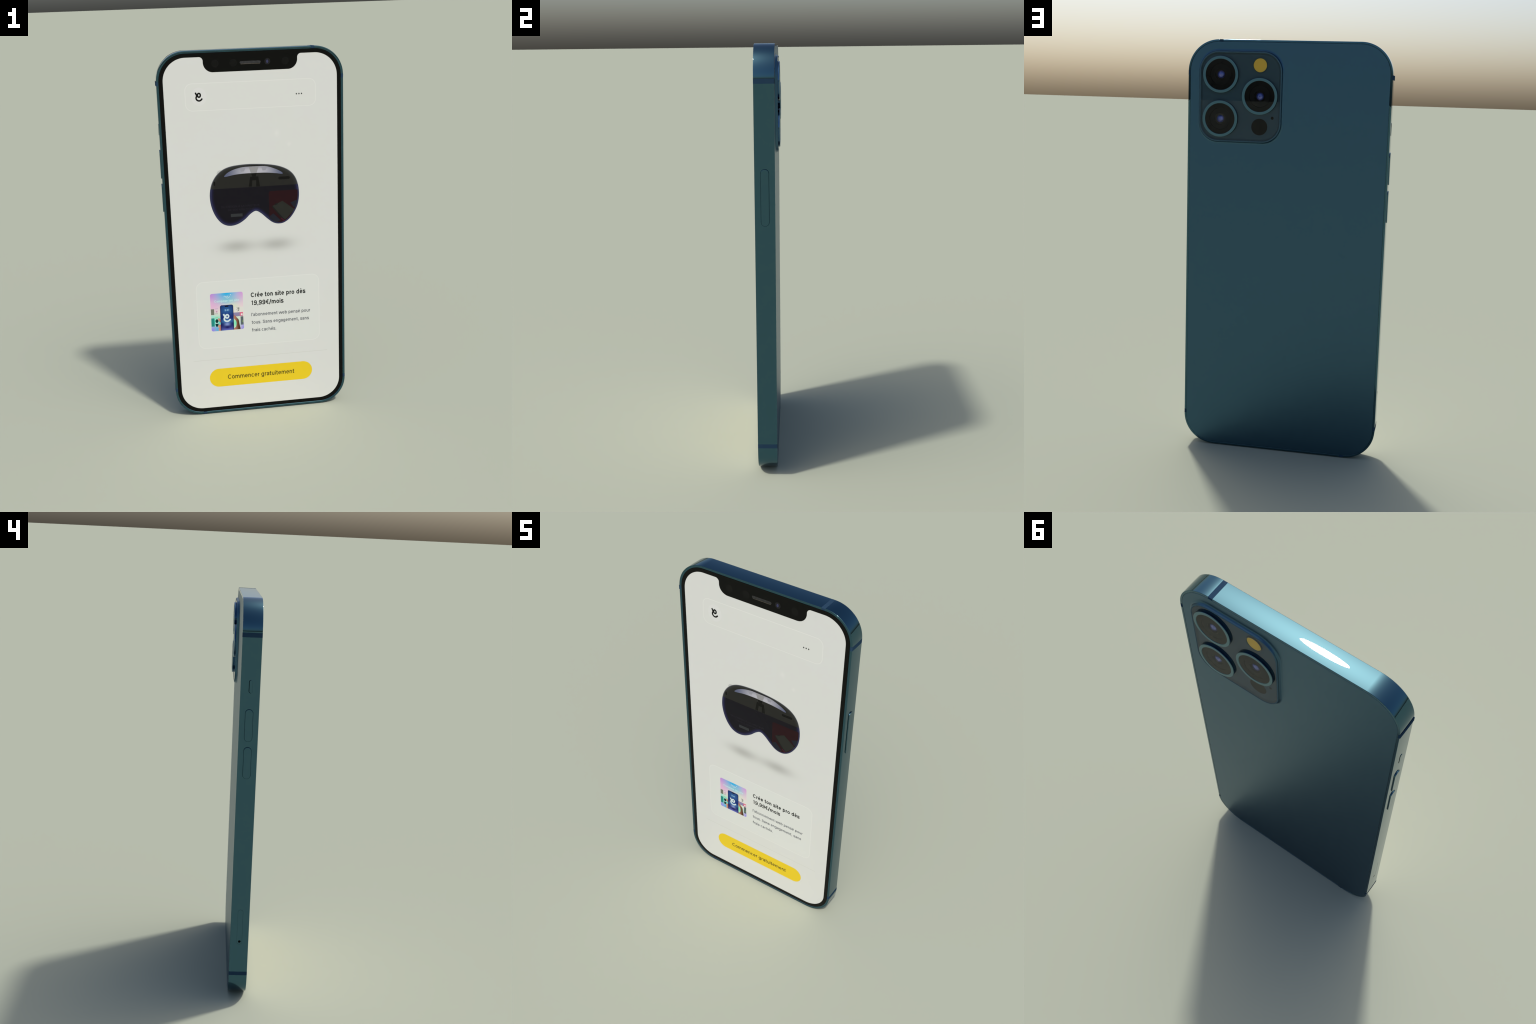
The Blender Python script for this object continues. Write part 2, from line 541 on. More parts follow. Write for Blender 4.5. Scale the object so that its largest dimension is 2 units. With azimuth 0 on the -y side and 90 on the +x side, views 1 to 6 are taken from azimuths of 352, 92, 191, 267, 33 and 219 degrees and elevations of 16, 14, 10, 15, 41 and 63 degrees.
def picture_material():
    m, nd, out = display_nodes("picture_gradient")
    w, h = TH_X1 - TH_X0, TH_Z1 - TH_Z0
    col = shown(226, 222, 208)
    spots = (  # centre, spread (in picture fractions), colour, strength
        (0.00, 1.00, 0.38, 0.34, (205, 128, 208), 1.0), (0.05, 0.70, 0.30, 0.16, (232, 175, 208), 0.9),
        (1.00, 1.00, 0.30, 0.32, (233, 152, 210), 1.0), (1.00, 0.72, 0.2, 0.14, (228, 200, 208), 0.7),
        (0.50, 1.02, 0.36, 0.24, (12, 170, 226), 1.0), (0.55, 0.80, 0.30, 0.10, (112, 190, 205), 0.7),
        (0.72, 0.62, 0.16, 0.10, (205, 220, 190), 0.7),
        (0.16, 0.25, 0.26, 0.16, (40, 214, 185), 1.0), (0.76, 0.18, 0.12, 0.14, (120, 232, 178), 1.0),
        (0.22, 0.04, 0.24, 0.12, (70, 178, 214), 1.0), (0.02, 0.00, 0.12, 0.16, (150, 132, 226), 1.0),
        (1.00, 0.02, 0.14, 0.18, (148, 140, 220), 1.0))
    for fx, fz, sx, sz, c, k in spots:
        fac = nd.math("MULTIPLY", nd.blob(TX(fx), TZ(fz), sx * w, sz * h), k)
        col = nd.mix(fac, col, shown(*c))
    out(col)
    return m


def picture_phone_material():
    m, nd, out = display_nodes("picture_phone_wallpaper")
    w, h = TH_X1 - TH_X0, TH_Z1 - TH_Z0
    col = shown(22, 28, 90)
    for fx, fz, sx, sz, c, k in ((0.49, 0.52, 0.20, 0.16, (52, 100, 158), 0.9), (0.49, 0.36, 0.15, 0.10, (30, 38, 118), 1.0),
                                 (0.49, 0.25, 0.20, 0.05, (70, 130, 190), 0.8), (0.49, 0.16, 0.08, 0.05, (140, 160, 215), 0.9),
                                 (0.49, 0.00, 0.22, 0.09, (104, 110, 190), 1.0), (0.49, 0.085, 0.10, 0.045, (30, 26, 90), 1.0)):
        col = nd.mix(nd.math("MULTIPLY", nd.blob(TX(fx), TZ(fz), sx * w, sz * h), k), col, shown(*c))
    out(col)
    return m


def hand_material(name, light, dark, x0, x1):
    m, nd, out = display_nodes(name)
    out(nd.mix(nd.step(nd.x, x0, x1), shown(*light), shown(*dark)))
    return m


# ------------------------------------------------------------------ the thing
phone = bpy.data.objects.new("smartphone", None)
SCENE.objects.link(phone)
phone["label"] = "dark blue smartphone standing upright with lit white screen"
phone["category"] = "mobile phone"


# ------------------------------------------------------------------ frame
def belly(y):
    return 0.0004 * ((y - YC) / HD) ** 2


def side_profile():
    """Outer profile of the metal band: (inset from the outline, y), front to back."""
    p = [(0.0140, YF + 0.0024), (0.0128, YF + 0.0008), (0.0116, YF), (0.0022, YF)]
    e = belly(YF + 0.003)
    for a in (30, 60, 90):
        p.append((e + 0.0014 * (1 - math.sin(math.radians(a))), YF + 0.0014 * (1 - math.cos(math.radians(a)))))
    n = 10
    for i in range(1, n):
        y = YF + 0.0014 + (YB - YF - 0.0028) * i / n
        p.append((belly(y), y))
    for a in (90, 60, 30):
        p.append((e + 0.0014 * (1 - math.sin(math.radians(a))), YB - 0.0014 * (1 - math.cos(math.radians(a)))))
    p += [(0.0022, YB), (0.0090, YB), (0.0100, YB - 0.0012)]
    return p


PROFILE = side_profile()
bm = loft(rr_loops(0, 1.0, HW, HZ, RAD, PROFILE + [(0.022, YB - 0.0012), (0.022, YF + 0.0024)], seg=32), ring=True)
frame = add("frame", finish(bm, "frame", 40), phone, M_FRAME)

BUTTON_Y, BUTTON_H = -0.0100, 0.0177
SIDE_BUTTON = (1.3415, 0.1258)
VOLUME = ((1.4273, 0.0758), (1.2483, 0.0758))
SIM_Y, SIM_Z, SIM_H = -0.0110, 0.41225, 0.0918
SWITCH_Y, SWITCH_Z = -0.0122, 1.6092
GAP = 0.0014

cutters = [cutter(stadium_x(BUTTON_Y, SIDE_BUTTON[0], BUTTON_H + GAP, SIDE_BUTTON[1] + GAP, [(0, HW - 0.005), (0, HW + 0.01)]))]
for z, h in VOLUME:
    cutters.append(cutter(stadium_x(BUTTON_Y, z, BUTTON_H + GAP, h + GAP, [(0, -HW - 0.01), (0, -HW + 0.005)])))
cutters.append(cutter(stadium_x(SWITCH_Y, SWITCH_Z, 0.0090, 0.0305, [(0, -HW - 0.01), (0, -HW + 0.014)])))
cutters.append(cutter(stadium_x(SIM_Y, SIM_Z, 0.0131, SIM_H + 0.0005, [(0, -HW - 0.01), (0, -HW + 0.003)])))


def stadium_z(cx, cy, hx, hy, z0, z1, seg=10):
    pts = rounded_rect(cx, cy, hx, hy, min(hx, hy), seg)
    return loft([[(x, y, z) for x, y in pts] for z in (z0, z1)])


cutters.append(cutter(stadium_z(0, YC, 0.056, 0.0175, -0.01, 0.016)))       # charging port
HOLES = [-0.215 + 0.0235 * i for i in range(6)] + [0.098 + 0.0235 * i for i in range(6)]
for x in HOLES:
    cutters.append(cutter(stadium_z(x, YC, 0.0085, 0.0085, -0.01, 0.014, 6)))
cut(frame, cutters)


def outline_normal(x, z):
    """Outward direction of the rounded rectangle outline."""
    px, pz = abs(x), abs(z - 1.0)
    cx, cz = HW - RAD, HZ - RAD
    if px > cx and pz > cz:
        n = Vector((px - cx, 0, pz - cz)).normalized()
    elif px / HW > pz / HZ and px > cx:
        n = Vector((1, 0, 0))
    else:
        n = Vector((0, 0, 1))
    return Vector((math.copysign(n.x, x), 0, math.copysign(n.z, z - 1.0)))


def frame_normals(me):
    me.set_sharp_from_angle(angle=math.radians(32))
    me.polygons.foreach_set("use_smooth", [True] * len(me.polygons))
    normals = [(0.0, 0.0, 0.0)] * len(me.loops)
    for p in me.polygons:
        if abs(p.center.y - YC) > HD - 0.0014:
            continue
        c = outline_normal(p.center.x, p.center.z)
        if c.dot(p.normal) < 0.97:
            continue
        for li in p.loop_indices:
            v = me.vertices[me.loops[li].vertex_index].co
            n = outline_normal(v.x, v.z)
            if n.dot(p.normal) < 0.95:
                n = c
            if n.z > 0.9:
                n = n + Vector(((TOP_NORMAL_TILT + 0.021 * (v.x + 0.133)) * (n.z - 0.9) / 0.1, 0, 0))
            n = (n + Vector((0, 2 * NORMAL_BULGE * (v.y - YC) / HD ** 2, 0))).normalized()
            normals[li] = tuple(n)
    me.normals_split_custom_set(normals)


frame_normals(frame.data)


# antenna bands: short lengths of the same profile, a hair proud
def band(direction, a, b, proud):
    """direction: 'right', 'left', 'top' or 'bottom' run of the outline, from a to b along it."""
    loops = []
    for t in (a, b):
        lp = []
        for d, y in PROFILE:
            o = -d + proud
            yy = y + (-0.00025 if y < YC else 0.00025) * (1 if d > 0.003 else 0.3)
            lp.append({"right": (HW + o, yy, t), "left": (-HW - o, yy, t), "top": (t, yy, 2.0 + o), "bottom": (t, yy, -o)}[direction])
        inner = {"right": (HW - 0.016, 0, t), "left": (-HW + 0.016, 0, t), "top": (t, 0, 2.0 - 0.016), "bottom": (t, 0, 0.016)}[direction]
        lp += [(inner[0], YB - 0.002, inner[2]), (inner[0], YF + 0.003, inner[2])]
        loops.append(lp)
    bm = loft(loops)
    return add("antenna_band", finish(bm, "antenna_band", 40), phone, M_BAND)


band("right", 1.8325, 1.8540, 0.0003)
band("right", 0.1500, 0.1698, 0.0003)
band("left", 1.8325, 1.8530, 0.0026)
band("left", 0.1500, 0.1698, 0.0003)
band("top", 0.3143, 0.3344, 0.0002)
band("bottom", -0.3344, -0.3143, 0.0002)


# buttons
def button(name, side, z, h, rise=0.0044):
    s = 1 if side == "right" else -1
    prof = [(0.0, s * (HW - 0.0045)), (0.0, s * (HW + rise - 0.0014)), (0.0005, s * (HW + rise - 0.0004)), (0.0016, s * (HW + rise))]
    ob = add(name, finish(stadium_x(BUTTON_Y, z, BUTTON_H, h, prof), name), phone, M_BUTTON)
    seam = stadium_x(BUTTON_Y, z, BUTTON_H + GAP - 0.0001, h + GAP - 0.0001, [(0, s * (HW - 0.0049)), (0, s * (HW - 0.0022))])
    add("button_seam", finish(seam, "button_seam"), ob, M_GAP)
    return ob


button("side_button", "right", *SIDE_BUTTON)
for z, h in VOLUME:
    button("volume_button", "left", z, h)

pocket = add("mute_switch", finish(stadium_x(SWITCH_Y, SWITCH_Z, 0.0089, 0.0304, [(0, -HW + 0.0139), (0, -HW + 0.0120)]), "mute_switch"), phone, M_HOLE)
lever = stadium_x(SWITCH_Y - 0.0012, SWITCH_Z, 0.0074, 0.0293, [(0, -HW + 0.0130), (0, -HW - 0.0010), (0.0006, -HW - 0.0016)])
add("switch_lever", finish(lever, "switch_lever"), pocket, M_BUTTON)

tray_bm = stadium_x(SIM_Y, SIM_Z, 0.0127, SIM_H, [(0, -HW + 0.0029), (0, -HW + 0.0006), (0.0004, -HW + 0.0001)])
tray = add("sim_tray", finish(tray_bm, "sim_tray"), phone, M_FRAME)
hole = [[(x, SIM_Y + 0.0066 * math.cos(2 * math.pi * i / 24), 0.3345 + 0.0066 * math.sin(2 * math.pi * i / 24)) for i in range(24)] for x in (-HW - 0.01, -HW + 0.002)]
cut(tray, [cutter(loft(hole))])
tray.data.polygons.foreach_set("use_smooth", [False] * len(tray.data.polygons))
hole = [[(x, SIM_Y + 0.0068 * math.cos(2 * math.pi * i / 24), 0.3345 + 0.0068 * math.sin(2 * math.pi * i / 24)) for i in range(24)] for x in (-HW + 0.0022, -HW + 0.0012)]
add("eject_hole", finish(loft(hole), "eject_hole"), tray, M_HOLE)

# underside
add("charging_port", finish(stadium_z(0, YC, 0.0558, 0.0173, 0.0155, 0.012), "charging_port"), phone, M_HOLE)
tongue = bmesh.new()
bmesh.ops.create_cube(tongue, size=1, matrix=Matrix.Translation((0, YC, 0.008)) @ Matrix.Diagonal((0.08, 0.009, 0.011, 1)))
add("port_tongue", finish(tongue, "port_tongue"), phone, M_DOT)
for x in HOLES:
    add("speaker_hole", finish(stadium_z(x, YC, 0.0084, 0.0084, 0.0138, 0.011, 6), "speaker_hole"), phone, M_HOLE)
for x in (-0.078, 0.078):
    add("screw", finish(stadium_z(x, YC, 0.0085, 0.0085, 0.004, 0.0006, 6), "screw"), phone, M_SCREW)

# ------------------------------------------------------------------ back
prof = [(0.0112, YB - 0.006), (0.0110, YB - 0.0008), (0.0114, YB - 0.0002), (0.0124, YB)]
back = add("back_cover", finish(loft(rr_loops(0, 1.0, HW, HZ, RAD, prof, 32)), "back_cover"), phone, M_BACK)

PLX, PLZ, PHW, PHH, PR = 0.2262, 1.7355, 0.1955, 0.2070, 0.0880
# the bump: the back glass sweeps up to a lip, inside which the camera glass lies as a shallow dish
skirt = spline([(-0.0150, YB - 0.0001), (-0.0115, YB + 0.0003), (-0.0080, YB + 0.0014), (-0.0052, YB + 0.0038), (-0.0036, YB + 0.0070), (-0.0028, YB + 0.0100), (-0.0020, Y_LIP - 0.0010),
                (-0.0008, Y_LIP - 0.0003)], 4, False) + [(0.003, Y_LIP - 0.0010)]
skirt = [(-0.0152, YB - 0.002)] + skirt
bump = add("camera_bump", finish(loft(rr_loops(PLX, PLZ, PHW, PHH, PR, skirt, 24), False, False), "camera_bump", 60), phone, M_BACK)
hole = rr_loops(PLX, PLZ, PHW - 0.004, PHH - 0.004, PR, [(0, YB - 0.02), (0, YB + 0.02)], 24)
cut(back, [cutter(loft(hole))])
back.data.polygons.foreach_set("use_smooth", [abs(p.normal.y) < 0.995 for p in back.data.polygons])

dish = spline([(-0.0010, Y_LIP - 0.0004), (0.0008, Y_LIP), (0.0030, Y_LIP - 0.0006), (0.0056, Y_LIP - 0.0030), (0.0082, Y_LIP - 0.0062), (0.0110, Y_PLATE + 0.0012), (0.0145, Y_PLATE + 0.0001)], 4, False) + [(0.016, Y_PLATE)]
prof = [(-0.0008, YB - 0.006)] + dish
plate = add("camera_plate", finish(loft(rr_loops(PLX, PLZ, PHW, PHH, PR, prof, 24)), "camera_plate", 50), phone, M_PLATE)

LENSES = ((0.3207, 1.8380), (0.3207, 1.6328), (0.1308, 1.7412))
FLASH, LIDAR, MIC = (0.1340, 1.8840), (0.1320, 1.5993), (0.0710, 1.6424)


def disc_cutter(cx, cz, r0, r1, y0, y1, n=64):
    return cutter(loft([[(cx + r * math.cos(2 * math.pi * i / n), y, cz + r * math.sin(2 * math.pi * i / n)) for i in range(n)]
                        for r, y in ((r0, y0), (r1, y1))]))


cut(plate, [disc_cutter(*MIC, 0.0074, 0.0074, Y_PLATE - 0.02, Y_PLATE + 0.01, 24)]
    + [disc_cutter(*c, 0.06, 0.06, Y_PLATE - 0.02, Y_PLATE + 0.01) for c in LENSES])
plate.data.set_sharp_from_angle(angle=math.radians(30))
plate.data.polygons.foreach_set("use_smooth", [abs(p.normal.y) < 0.995 for p in plate.data.polygons])

# clear cover glass spanning the dish, the lens barrels stand through it
cover = bmesh.new()
cover.faces.new([cover.verts.new((x, Y_COVER, z)) for x, z in rounded_rect(PLX, PLZ, PHW - 0.0030, PHH - 0.0030, PR - 0.003, 24)])
cover.normal_update()
if cover.faces[:][0].normal.y < 0:
    bmesh.ops.reverse_faces(cover, faces=cover.faces[:])
me = bpy.data.meshes.new("camera_cover_glass")
cover.to_mesh(me)
cover.free()
add("camera_cover_glass", me, phone, M_COVER)

for cx, cz in LENSES:
    lens = lathe("camera_lens", cx, cz, [(0.070, 0.034), (0.0852, 0.034), (0.0852, Y_COVER), (0.0852, Y_RING - 0.0018), (0.0848, Y_RING - 0.0006), (0.0838, Y_RING),
                                         (0.0730, Y_RING), (0.0722, Y_RING - 0.0004), (0.0718, Y_RING - 0.0012), (0.0716, 0.046)], parent=phone, mat=[M_RING, M_RINGWALL, M_PLATE], cap_end=False)
    for p in lens.data.polygons:
        if Y_RING - 0.0190 < p.center.y < Y_RING - 0.0015 and math.hypot(p.center.x - cx, p.center.z - cz) > 0.08:
            p.material_index = 1 if p.center.y > Y_COVER else 2
    yg = Y_RING - 0.0010
    floor = 0.0486
    lathe("lens_barrel", cx, cz, [(0.0717, yg - 0.0018), (0.0510, yg - 0.0018), (0.0500, yg - 0.0024), (0.0496, floor)], parent=lens, mat=M_LENS, cap_start=False, cap_end=False)
    lathe("lens_floor", cx, cz, [(0.0500, floor), (0.0270, floor), (0.0262, floor - 0.0008), (0.0258, 0.0385)], parent=lens, mat=[M_LENS_IN, M_WELL], cap_start=False)
    for p in lens.children[-1].data.polygons:
        if p.center.y < floor - 0.0006:
            p.material_index = 1
    dome = [(0.0182 * math.cos(math.radians(a)), 0.0412 + 0.0100 * math.sin(math.radians(a))) for a in range(0, 88, 8)]
    lathe("iris", cx, cz, dome, 48, parent=lens, mat=M_IRIS, angle=60)
    pane = bmesh.new()
    pane.faces.new([pane.verts.new((cx + 0.0717 * math.cos(2 * math.pi * i / 96), yg, cz + 0.0717 * math.sin(2 * math.pi * i / 96))) for i in range(96)][::-1])
    pane.normal_update()
    if pane.faces[:][0].normal.y < 0:
        bmesh.ops.reverse_faces(pane, faces=pane.faces[:])
    me = bpy.data.meshes.new("lens_pane")
    pane.to_mesh(me)
    pane.free()
    add("lens_pane", me, lens, M_PANE)

cx, cz = FLASH
flash = lathe("flash_rim", cx, cz, [(0.0356, Y_PLATE - 0.002), (0.0356, Y_PLATE + 0.0055), (0.0350, Y_PLATE + 0.0060), (0.0340, Y_PLATE + 0.0058), (0.0314, Y_PLATE + 0.0020)],
              64, phone, M_FLASHRING, cap_end=False)
lathe("flash_lamp", cx, cz, [(0.0316, Y_PLATE - 0.001), (0.0316, Y_PLATE + 0.0022), (0.0300, Y_PLATE + 0.0026)], 64, flash, M_GOLD)
lathe("depth_sensor", *LIDAR, [(0.0388, Y_PLATE - 0.001), (0.0388, Y_PLATE + 0.0003)], 64, phone, M_DOT)
lathe("microphone", *MIC, [(0.0073, Y_PLATE - 0.009), (0.0073, Y_PLATE - 0.0075)], 24, phone, M_HOLE)

# ------------------------------------------------------------------ front glass and display
prof = [(0.0131, Y_GLASS + 0.006), (0.0131, Y_GLASS + 0.0008), (0.0135, Y_GLASS + 0.0002), (0.0145, Y_GLASS)]
glass = add("front_glass", finish(loft(rr_loops(0, 1.0, HW, HZ, RAD, prof, 32)), "front_glass"), phone, M_GLASS)

SCX, SZ0, SZ1, SR = 0.4495, 0.0350, 1.9668, 0.1175


def arc(cx, cz, r, a0, a1, n=14):
    return [(cx + r * math.cos(math.radians(a0 + (a1 - a0) * i / n)), cz + r * math.sin(math.radians(a0 + (a1 - a0) * i / n))) for i in range(n + 1)]


NW, NB, NR, NF = 0.2425, 1.8892, 0.0500, 0.0200           # notch: half width, bottom, lower radius, upper fillet
outline = (arc(SCX - SR, SZ1 - SR, SR, 0, 90, 24)
           + arc(NW + NF, SZ1 - NF, NF, 90, 180) + arc(NW - NR, NB + NR, NR, 0, -90)
           + arc(-NW + NR, NB + NR, NR, 270, 180) + arc(-NW - NF, SZ1 - NF, NF, 0, 90)
           + arc(-SCX + SR, SZ1 - SR, SR, 90, 180, 24)
           + arc(-SCX + SR, SZ0 + SR, SR, 180, 270, 24) + arc(SCX - SR, SZ0 + SR, SR, 270, 360, 24))
screen = sheet("screen", outline, 0, phone, screen_material(), thick=0.0006)

# notch hardware
for x in (-0.1816, -0.0880, 0.1800):
    sheet("front_sensor", ellipse(x, 1.9322, 0.0188, 0.0195), 0.5, phone, M_SENSOR)
fc = sheet("front_camera", ellipse(0.0875, 1.9325, 0.0152, 0.0160), 0.5, phone, material("front_camera_ring", (0.011, 0.011, 0.0115), 0, 0.1, 0.13))
sheet("front_iris", ellipse(0.0868, 1.9320, 0.0056, 0.0085, 32), 1.5, fc, material("front_iris_blue", lin((46, 48, 82)), 0, 0.2, 0.4))


def slit_material():
    m, nt, b = principled("earpiece_mesh")
    nd = Nodes(nt)
    nz = nt.nodes.new("ShaderNodeTexNoise")
    nz.inputs["Scale"].default_value = 70
    nt.links.new(nd.vec, nz.inputs["Vector"])
    nt.links.new(nd.mix(nd.step(nz.outputs["Fac"], 0.35, 0.7), lin((15, 15, 15)), lin((38, 38, 39))), b.inputs["Base Color"])
    b.inputs["Roughness"].default_value = 0.6
    return m


slit = sheet("earpiece", rounded_rect(-0.0005, 1.9320, 0.0540, 0.0064, 0.0064, 8), 0.5, phone, slit_material())
sheet("earpiece_lip", rounded_rect(0.0, 1.9240, 0.0500, 0.0007, 0.0007, 4), 1.5, slit, material("earpiece_lip_metal", (0.25, 0.21, 0.18), 1, 0.3))

# ------------------------------------------------------------------ display contents
M_LINE = display("card_line", (223, 224, 217))
M_CARD = display("card_fill", (213, 214, 208))
M_INK = display("ink_black", (28, 28, 27))
M_HEAD = display("heading_ink", (52, 53, 51))
M_BODY = display("body_ink", (94, 97, 102))
M_YELLOW = display("button_yellow", (231, 197, 46))
M_YINK = display("button_ink", (72, 66, 34))

header = sheet("header_card", rounded_rect(-0.0025, 1.7680, 0.3395, 0.0700, 0.036), 1, screen, M_LINE)
sheet("header_fill", rounded_rect(-0.0025, 1.7680, 0.3370, 0.0675, 0.034), 2, screen, M_CARD)
sheet("logo_disc", ellipse(-0.2712, 1.7703, 0.0390, 0.0460), 3, screen, display("logo_disc_white", (216, 216, 212)))


def logo(x0, x1, z0, z1, level, mat):
    X = lambda u: x0 + u * (x1 - x0)
    Z = lambda w: z0 + w * (z1 - z0)
    pt = lambda q: [(X(u), Z(w)) for u, w in q]
    width = 0.20 * (x1 - x0)
    stem = ribbon(pt([(0.08, 0.945), (0.27, 0.60)]), width)
    tail = ribbon(spline(pt([(0.29, 0.64), (0.19, 0.50), (0.155, 0.37), (0.20, 0.25), (0.33, 0.14), (0.53, 0.095), (0.72, 0.145), (0.85, 0.24), (0.93, 0.33)]), 6, False), width)
    loop = [(X(0.525 + 0.185 * math.cos(a)), Z(0.66 + 0.19 * math.sin(a))) for a in [math.radians(200 + 360 * i / 48) for i in range(48)]]
    lp = ribbon(loop + loop[:2], width)
    sheet("logo_mark", stem, level, screen, mat)
    sheet("logo_mark", tail, level + 0.3, screen, mat)
    n = len(loop) + 2
    bm = bmesh.new()
    y = Y_SCREEN - LAYER * (level + 0.6)
    outer, inner = lp[:n - 2], lp[::-1][:n - 2]
    rows = [[bm.verts.new((x, y, z)) for x, z in r] for r in (outer, inner)] + [[bm.verts.new((x, y + 0.00004, z)) for x, z in r] for r in (inner, outer)]
    for k in range(4):
        a, b = rows[k], rows[(k + 1) % 4]
        for i in range(n - 2):
            j = (i + 1) % (n - 2)
            bm.faces.new((a[i], a[j], b[j], b[i]))
    add("logo_mark", finish(bm, "logo_mark", 20), screen, mat)


logo(-0.2915, -0.2515, 1.7445, 1.7945, 4, M_INK)
for x in (0.2348, 0.2482, 0.2617):
    sheet("menu_dot", ellipse(x, 1.7618, 0.0036, 0.0042, 20), 3, screen, display("menu_grey", (84, 85, 82)))

# headset picture
half_l = [(-0.0500, 1.4096), (-0.1181, 1.4035), (-0.1630, 1.3890), (-0.1975, 1.3630), (-0.2211, 1.3300), (-0.2350, 1.2930), (-0.2404, 1.2480), (-0.2370, 1.2070),
          (-0.2253, 1.1640), (-0.2047, 1.1240), (-0.1761, 1.0945), (-0.1390, 1.0823), (-0.0972, 1.0893), (-0.0585, 1.1120), (-0.0272, 1.1405)]
half_r = [(0.0017, 1.1552), (0.0296, 1.1408), (0.0629, 1.1096), (0.0927, 1.0862), (0.1231, 1.0775), (0.1538, 1.0820), (0.1850, 1.1031), (0.2127, 1.1400), (0.2308, 1.1812),
          (0.2384, 1.2344), (0.2330, 1.2882), (0.2168, 1.3309), (0.1873, 1.3640), (0.1426, 1.3873), (0.0866, 1.4010), (0.0150, 1.4080)]
visor_line = spline(half_l + half_r, 5)
sheet("headset_knob", spline([(-0.1980, 1.3660), (-0.1945, 1.3780), (-0.1850, 1.3845), (-0.1720, 1.3850), (-0.1660, 1.3760), (-0.1800, 1.3640)], 5), 0.5, screen, display("knob_grey", (186, 188, 183)))
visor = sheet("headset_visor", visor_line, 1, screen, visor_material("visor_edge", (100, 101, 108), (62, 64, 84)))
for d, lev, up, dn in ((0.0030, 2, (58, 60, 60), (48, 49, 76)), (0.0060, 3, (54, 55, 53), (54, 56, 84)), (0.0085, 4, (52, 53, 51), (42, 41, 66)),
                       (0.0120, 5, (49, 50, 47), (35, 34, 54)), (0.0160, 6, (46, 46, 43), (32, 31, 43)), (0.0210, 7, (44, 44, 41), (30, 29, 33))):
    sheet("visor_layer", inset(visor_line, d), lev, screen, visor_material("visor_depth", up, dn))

v_in = inset(visor_line, 0.0075)
sheet("visor_gleam", spline([(-0.1591, 1.3525), (-0.1379, 1.3714), (-0.1002, 1.3870), (-0.0478, 1.3965), (0.0118, 1.3980), (0.0677, 1.3920), (0.1159, 1.3747), (0.1440, 1.3590), (0.1525, 1.3490),
                             (0.1420, 1.3478), (0.1153, 1.3525), (0.0666, 1.3582), (0.0105, 1.3605), (-0.0454, 1.3608), (-0.1014, 1.3575), (-0.1500, 1.3492)], 5), 8, screen, highlight_material())
M_SHADE = display("reflection_dark", (28, 28, 26))
sheet("visor_reflection", [(-0.0275, 1.3938), (0.0246, 1.3932), (0.0124, 1.3600), (-0.0175, 1.3600)], 9, screen, display("reflection_grey", (146, 145, 146)))
for s, x in ((-1, -0.060), (1, 0.055)):
    sheet("visor_reflection", [(x - 0.016, 1.3900), (x + 0.016, 1.3920), (x + 0.006, 1.3720), (x - 0.010, 1.3710)], 9, screen, display("reflection_pale", (150, 150, 158)))
sheet("visor_reflection", [(-0.060, 1.4010), (0.058, 1.4000), (0.050, 1.3955), (-0.052, 1.3965)], 9.5, screen, M_SHADE)
sheet("visor_reflection", [(-0.0175, 1.3600), (0.0124, 1.3600), (0.0080, 1.3420), (-0.0107, 1.3420)], 9, screen, M_SHADE)
sheet("visor_reflection", [(-0.0219, 1.3418), (0.0211, 1.3411), (0.0287, 1.2872), (0.0080, 1.2872), (0.0092, 1.3211), (-0.0114, 1.3216), (-0.0145, 1.2879), (-0.0313, 1.2885)], 8, screen, M_SHADE)
sheet("visor_reflection", rounded_rect(0.1590, 1.3250, 0.0310, 0.0074, 0.0074, 6), 8, screen, M_SHADE)
sheet("visor_reflection", rounded_rect(-0.2130, 1.3160, 0.0045, 0.0110, 0.004, 6), 8, screen, M_SHADE)
red_box = rounded_rect(0.1600, 1.1600, 0.0855, 0.0975, 0.010, 6)
sheet("visor_poster", clip(v_in, red_box), 8, screen, display("poster_red", (44, 27, 29)))
sheet("visor_poster", clip(v_in, [(0.0934, 1.1769), (0.1470, 1.2010), (0.2130, 1.1500), (0.1640, 1.1005), (0.156, 1.0985)]), 10, screen, display("poster_panel", (46, 47, 43)))
sheet("visor_poster", clip(v_in, [(0.0890, 1.1735), (0.0934, 1.1769), (0.1600, 1.1000), (0.1500, 1.0930)]), 9, screen, display("poster_edge", (34, 36, 34)))
sheet("visor_poster", clip(v_in, [(0.104, 1.185), (0.119, 1.1915), (0.123, 1.186), (0.108, 1.179)]), 11, screen, display("poster_label", (34, 35, 33)))
M_PHOTO = display("poster_photo", (38, 40, 47))
sheet("visor_poster", clip(v_in, [(0.0760, 1.1220), (0.0960, 1.1350), (0.1350, 1.0950), (0.1000, 1.0800), (0.0760, 1.1000)]), 9.5, screen, M_PHOTO)
sheet("visor_poster", clip(v_in, [(0.1900, 1.1890), (0.2300, 1.2040), (0.2350, 1.1600), (0.2080, 1.1620)]), 9.5, screen, M_PHOTO)
sheet("visor_poster", clip(v_in, [(0.1350, 1.1060), (0.1400, 1.1090), (0.1620, 1.0890), (0.1560, 1.0850)]), 10.5, screen, display("poster_stripe", (66, 28, 42)))
sheet("visor_poster", [(-0.1330, 1.1473), (-0.0700, 1.1465), (-0.0700, 1.1304), (-0.1330, 1.1300)], 8, screen, display("poster_grey", (54, 56, 57)))
M_FAINT = display("faint_ink", (41, 39, 45))
text_outline("visor_lettering", "DU DESIGN À LA HAUTEUR", -0.1832, 0.0234, 1.1820, 0.0105, 8, screen, M_FAINT)
text_outline("visor_lettering", "DE VOS AMBITIONS", -0.1467, -0.0075, 1.1640, 0.0095, 8, screen, M_FAINT)

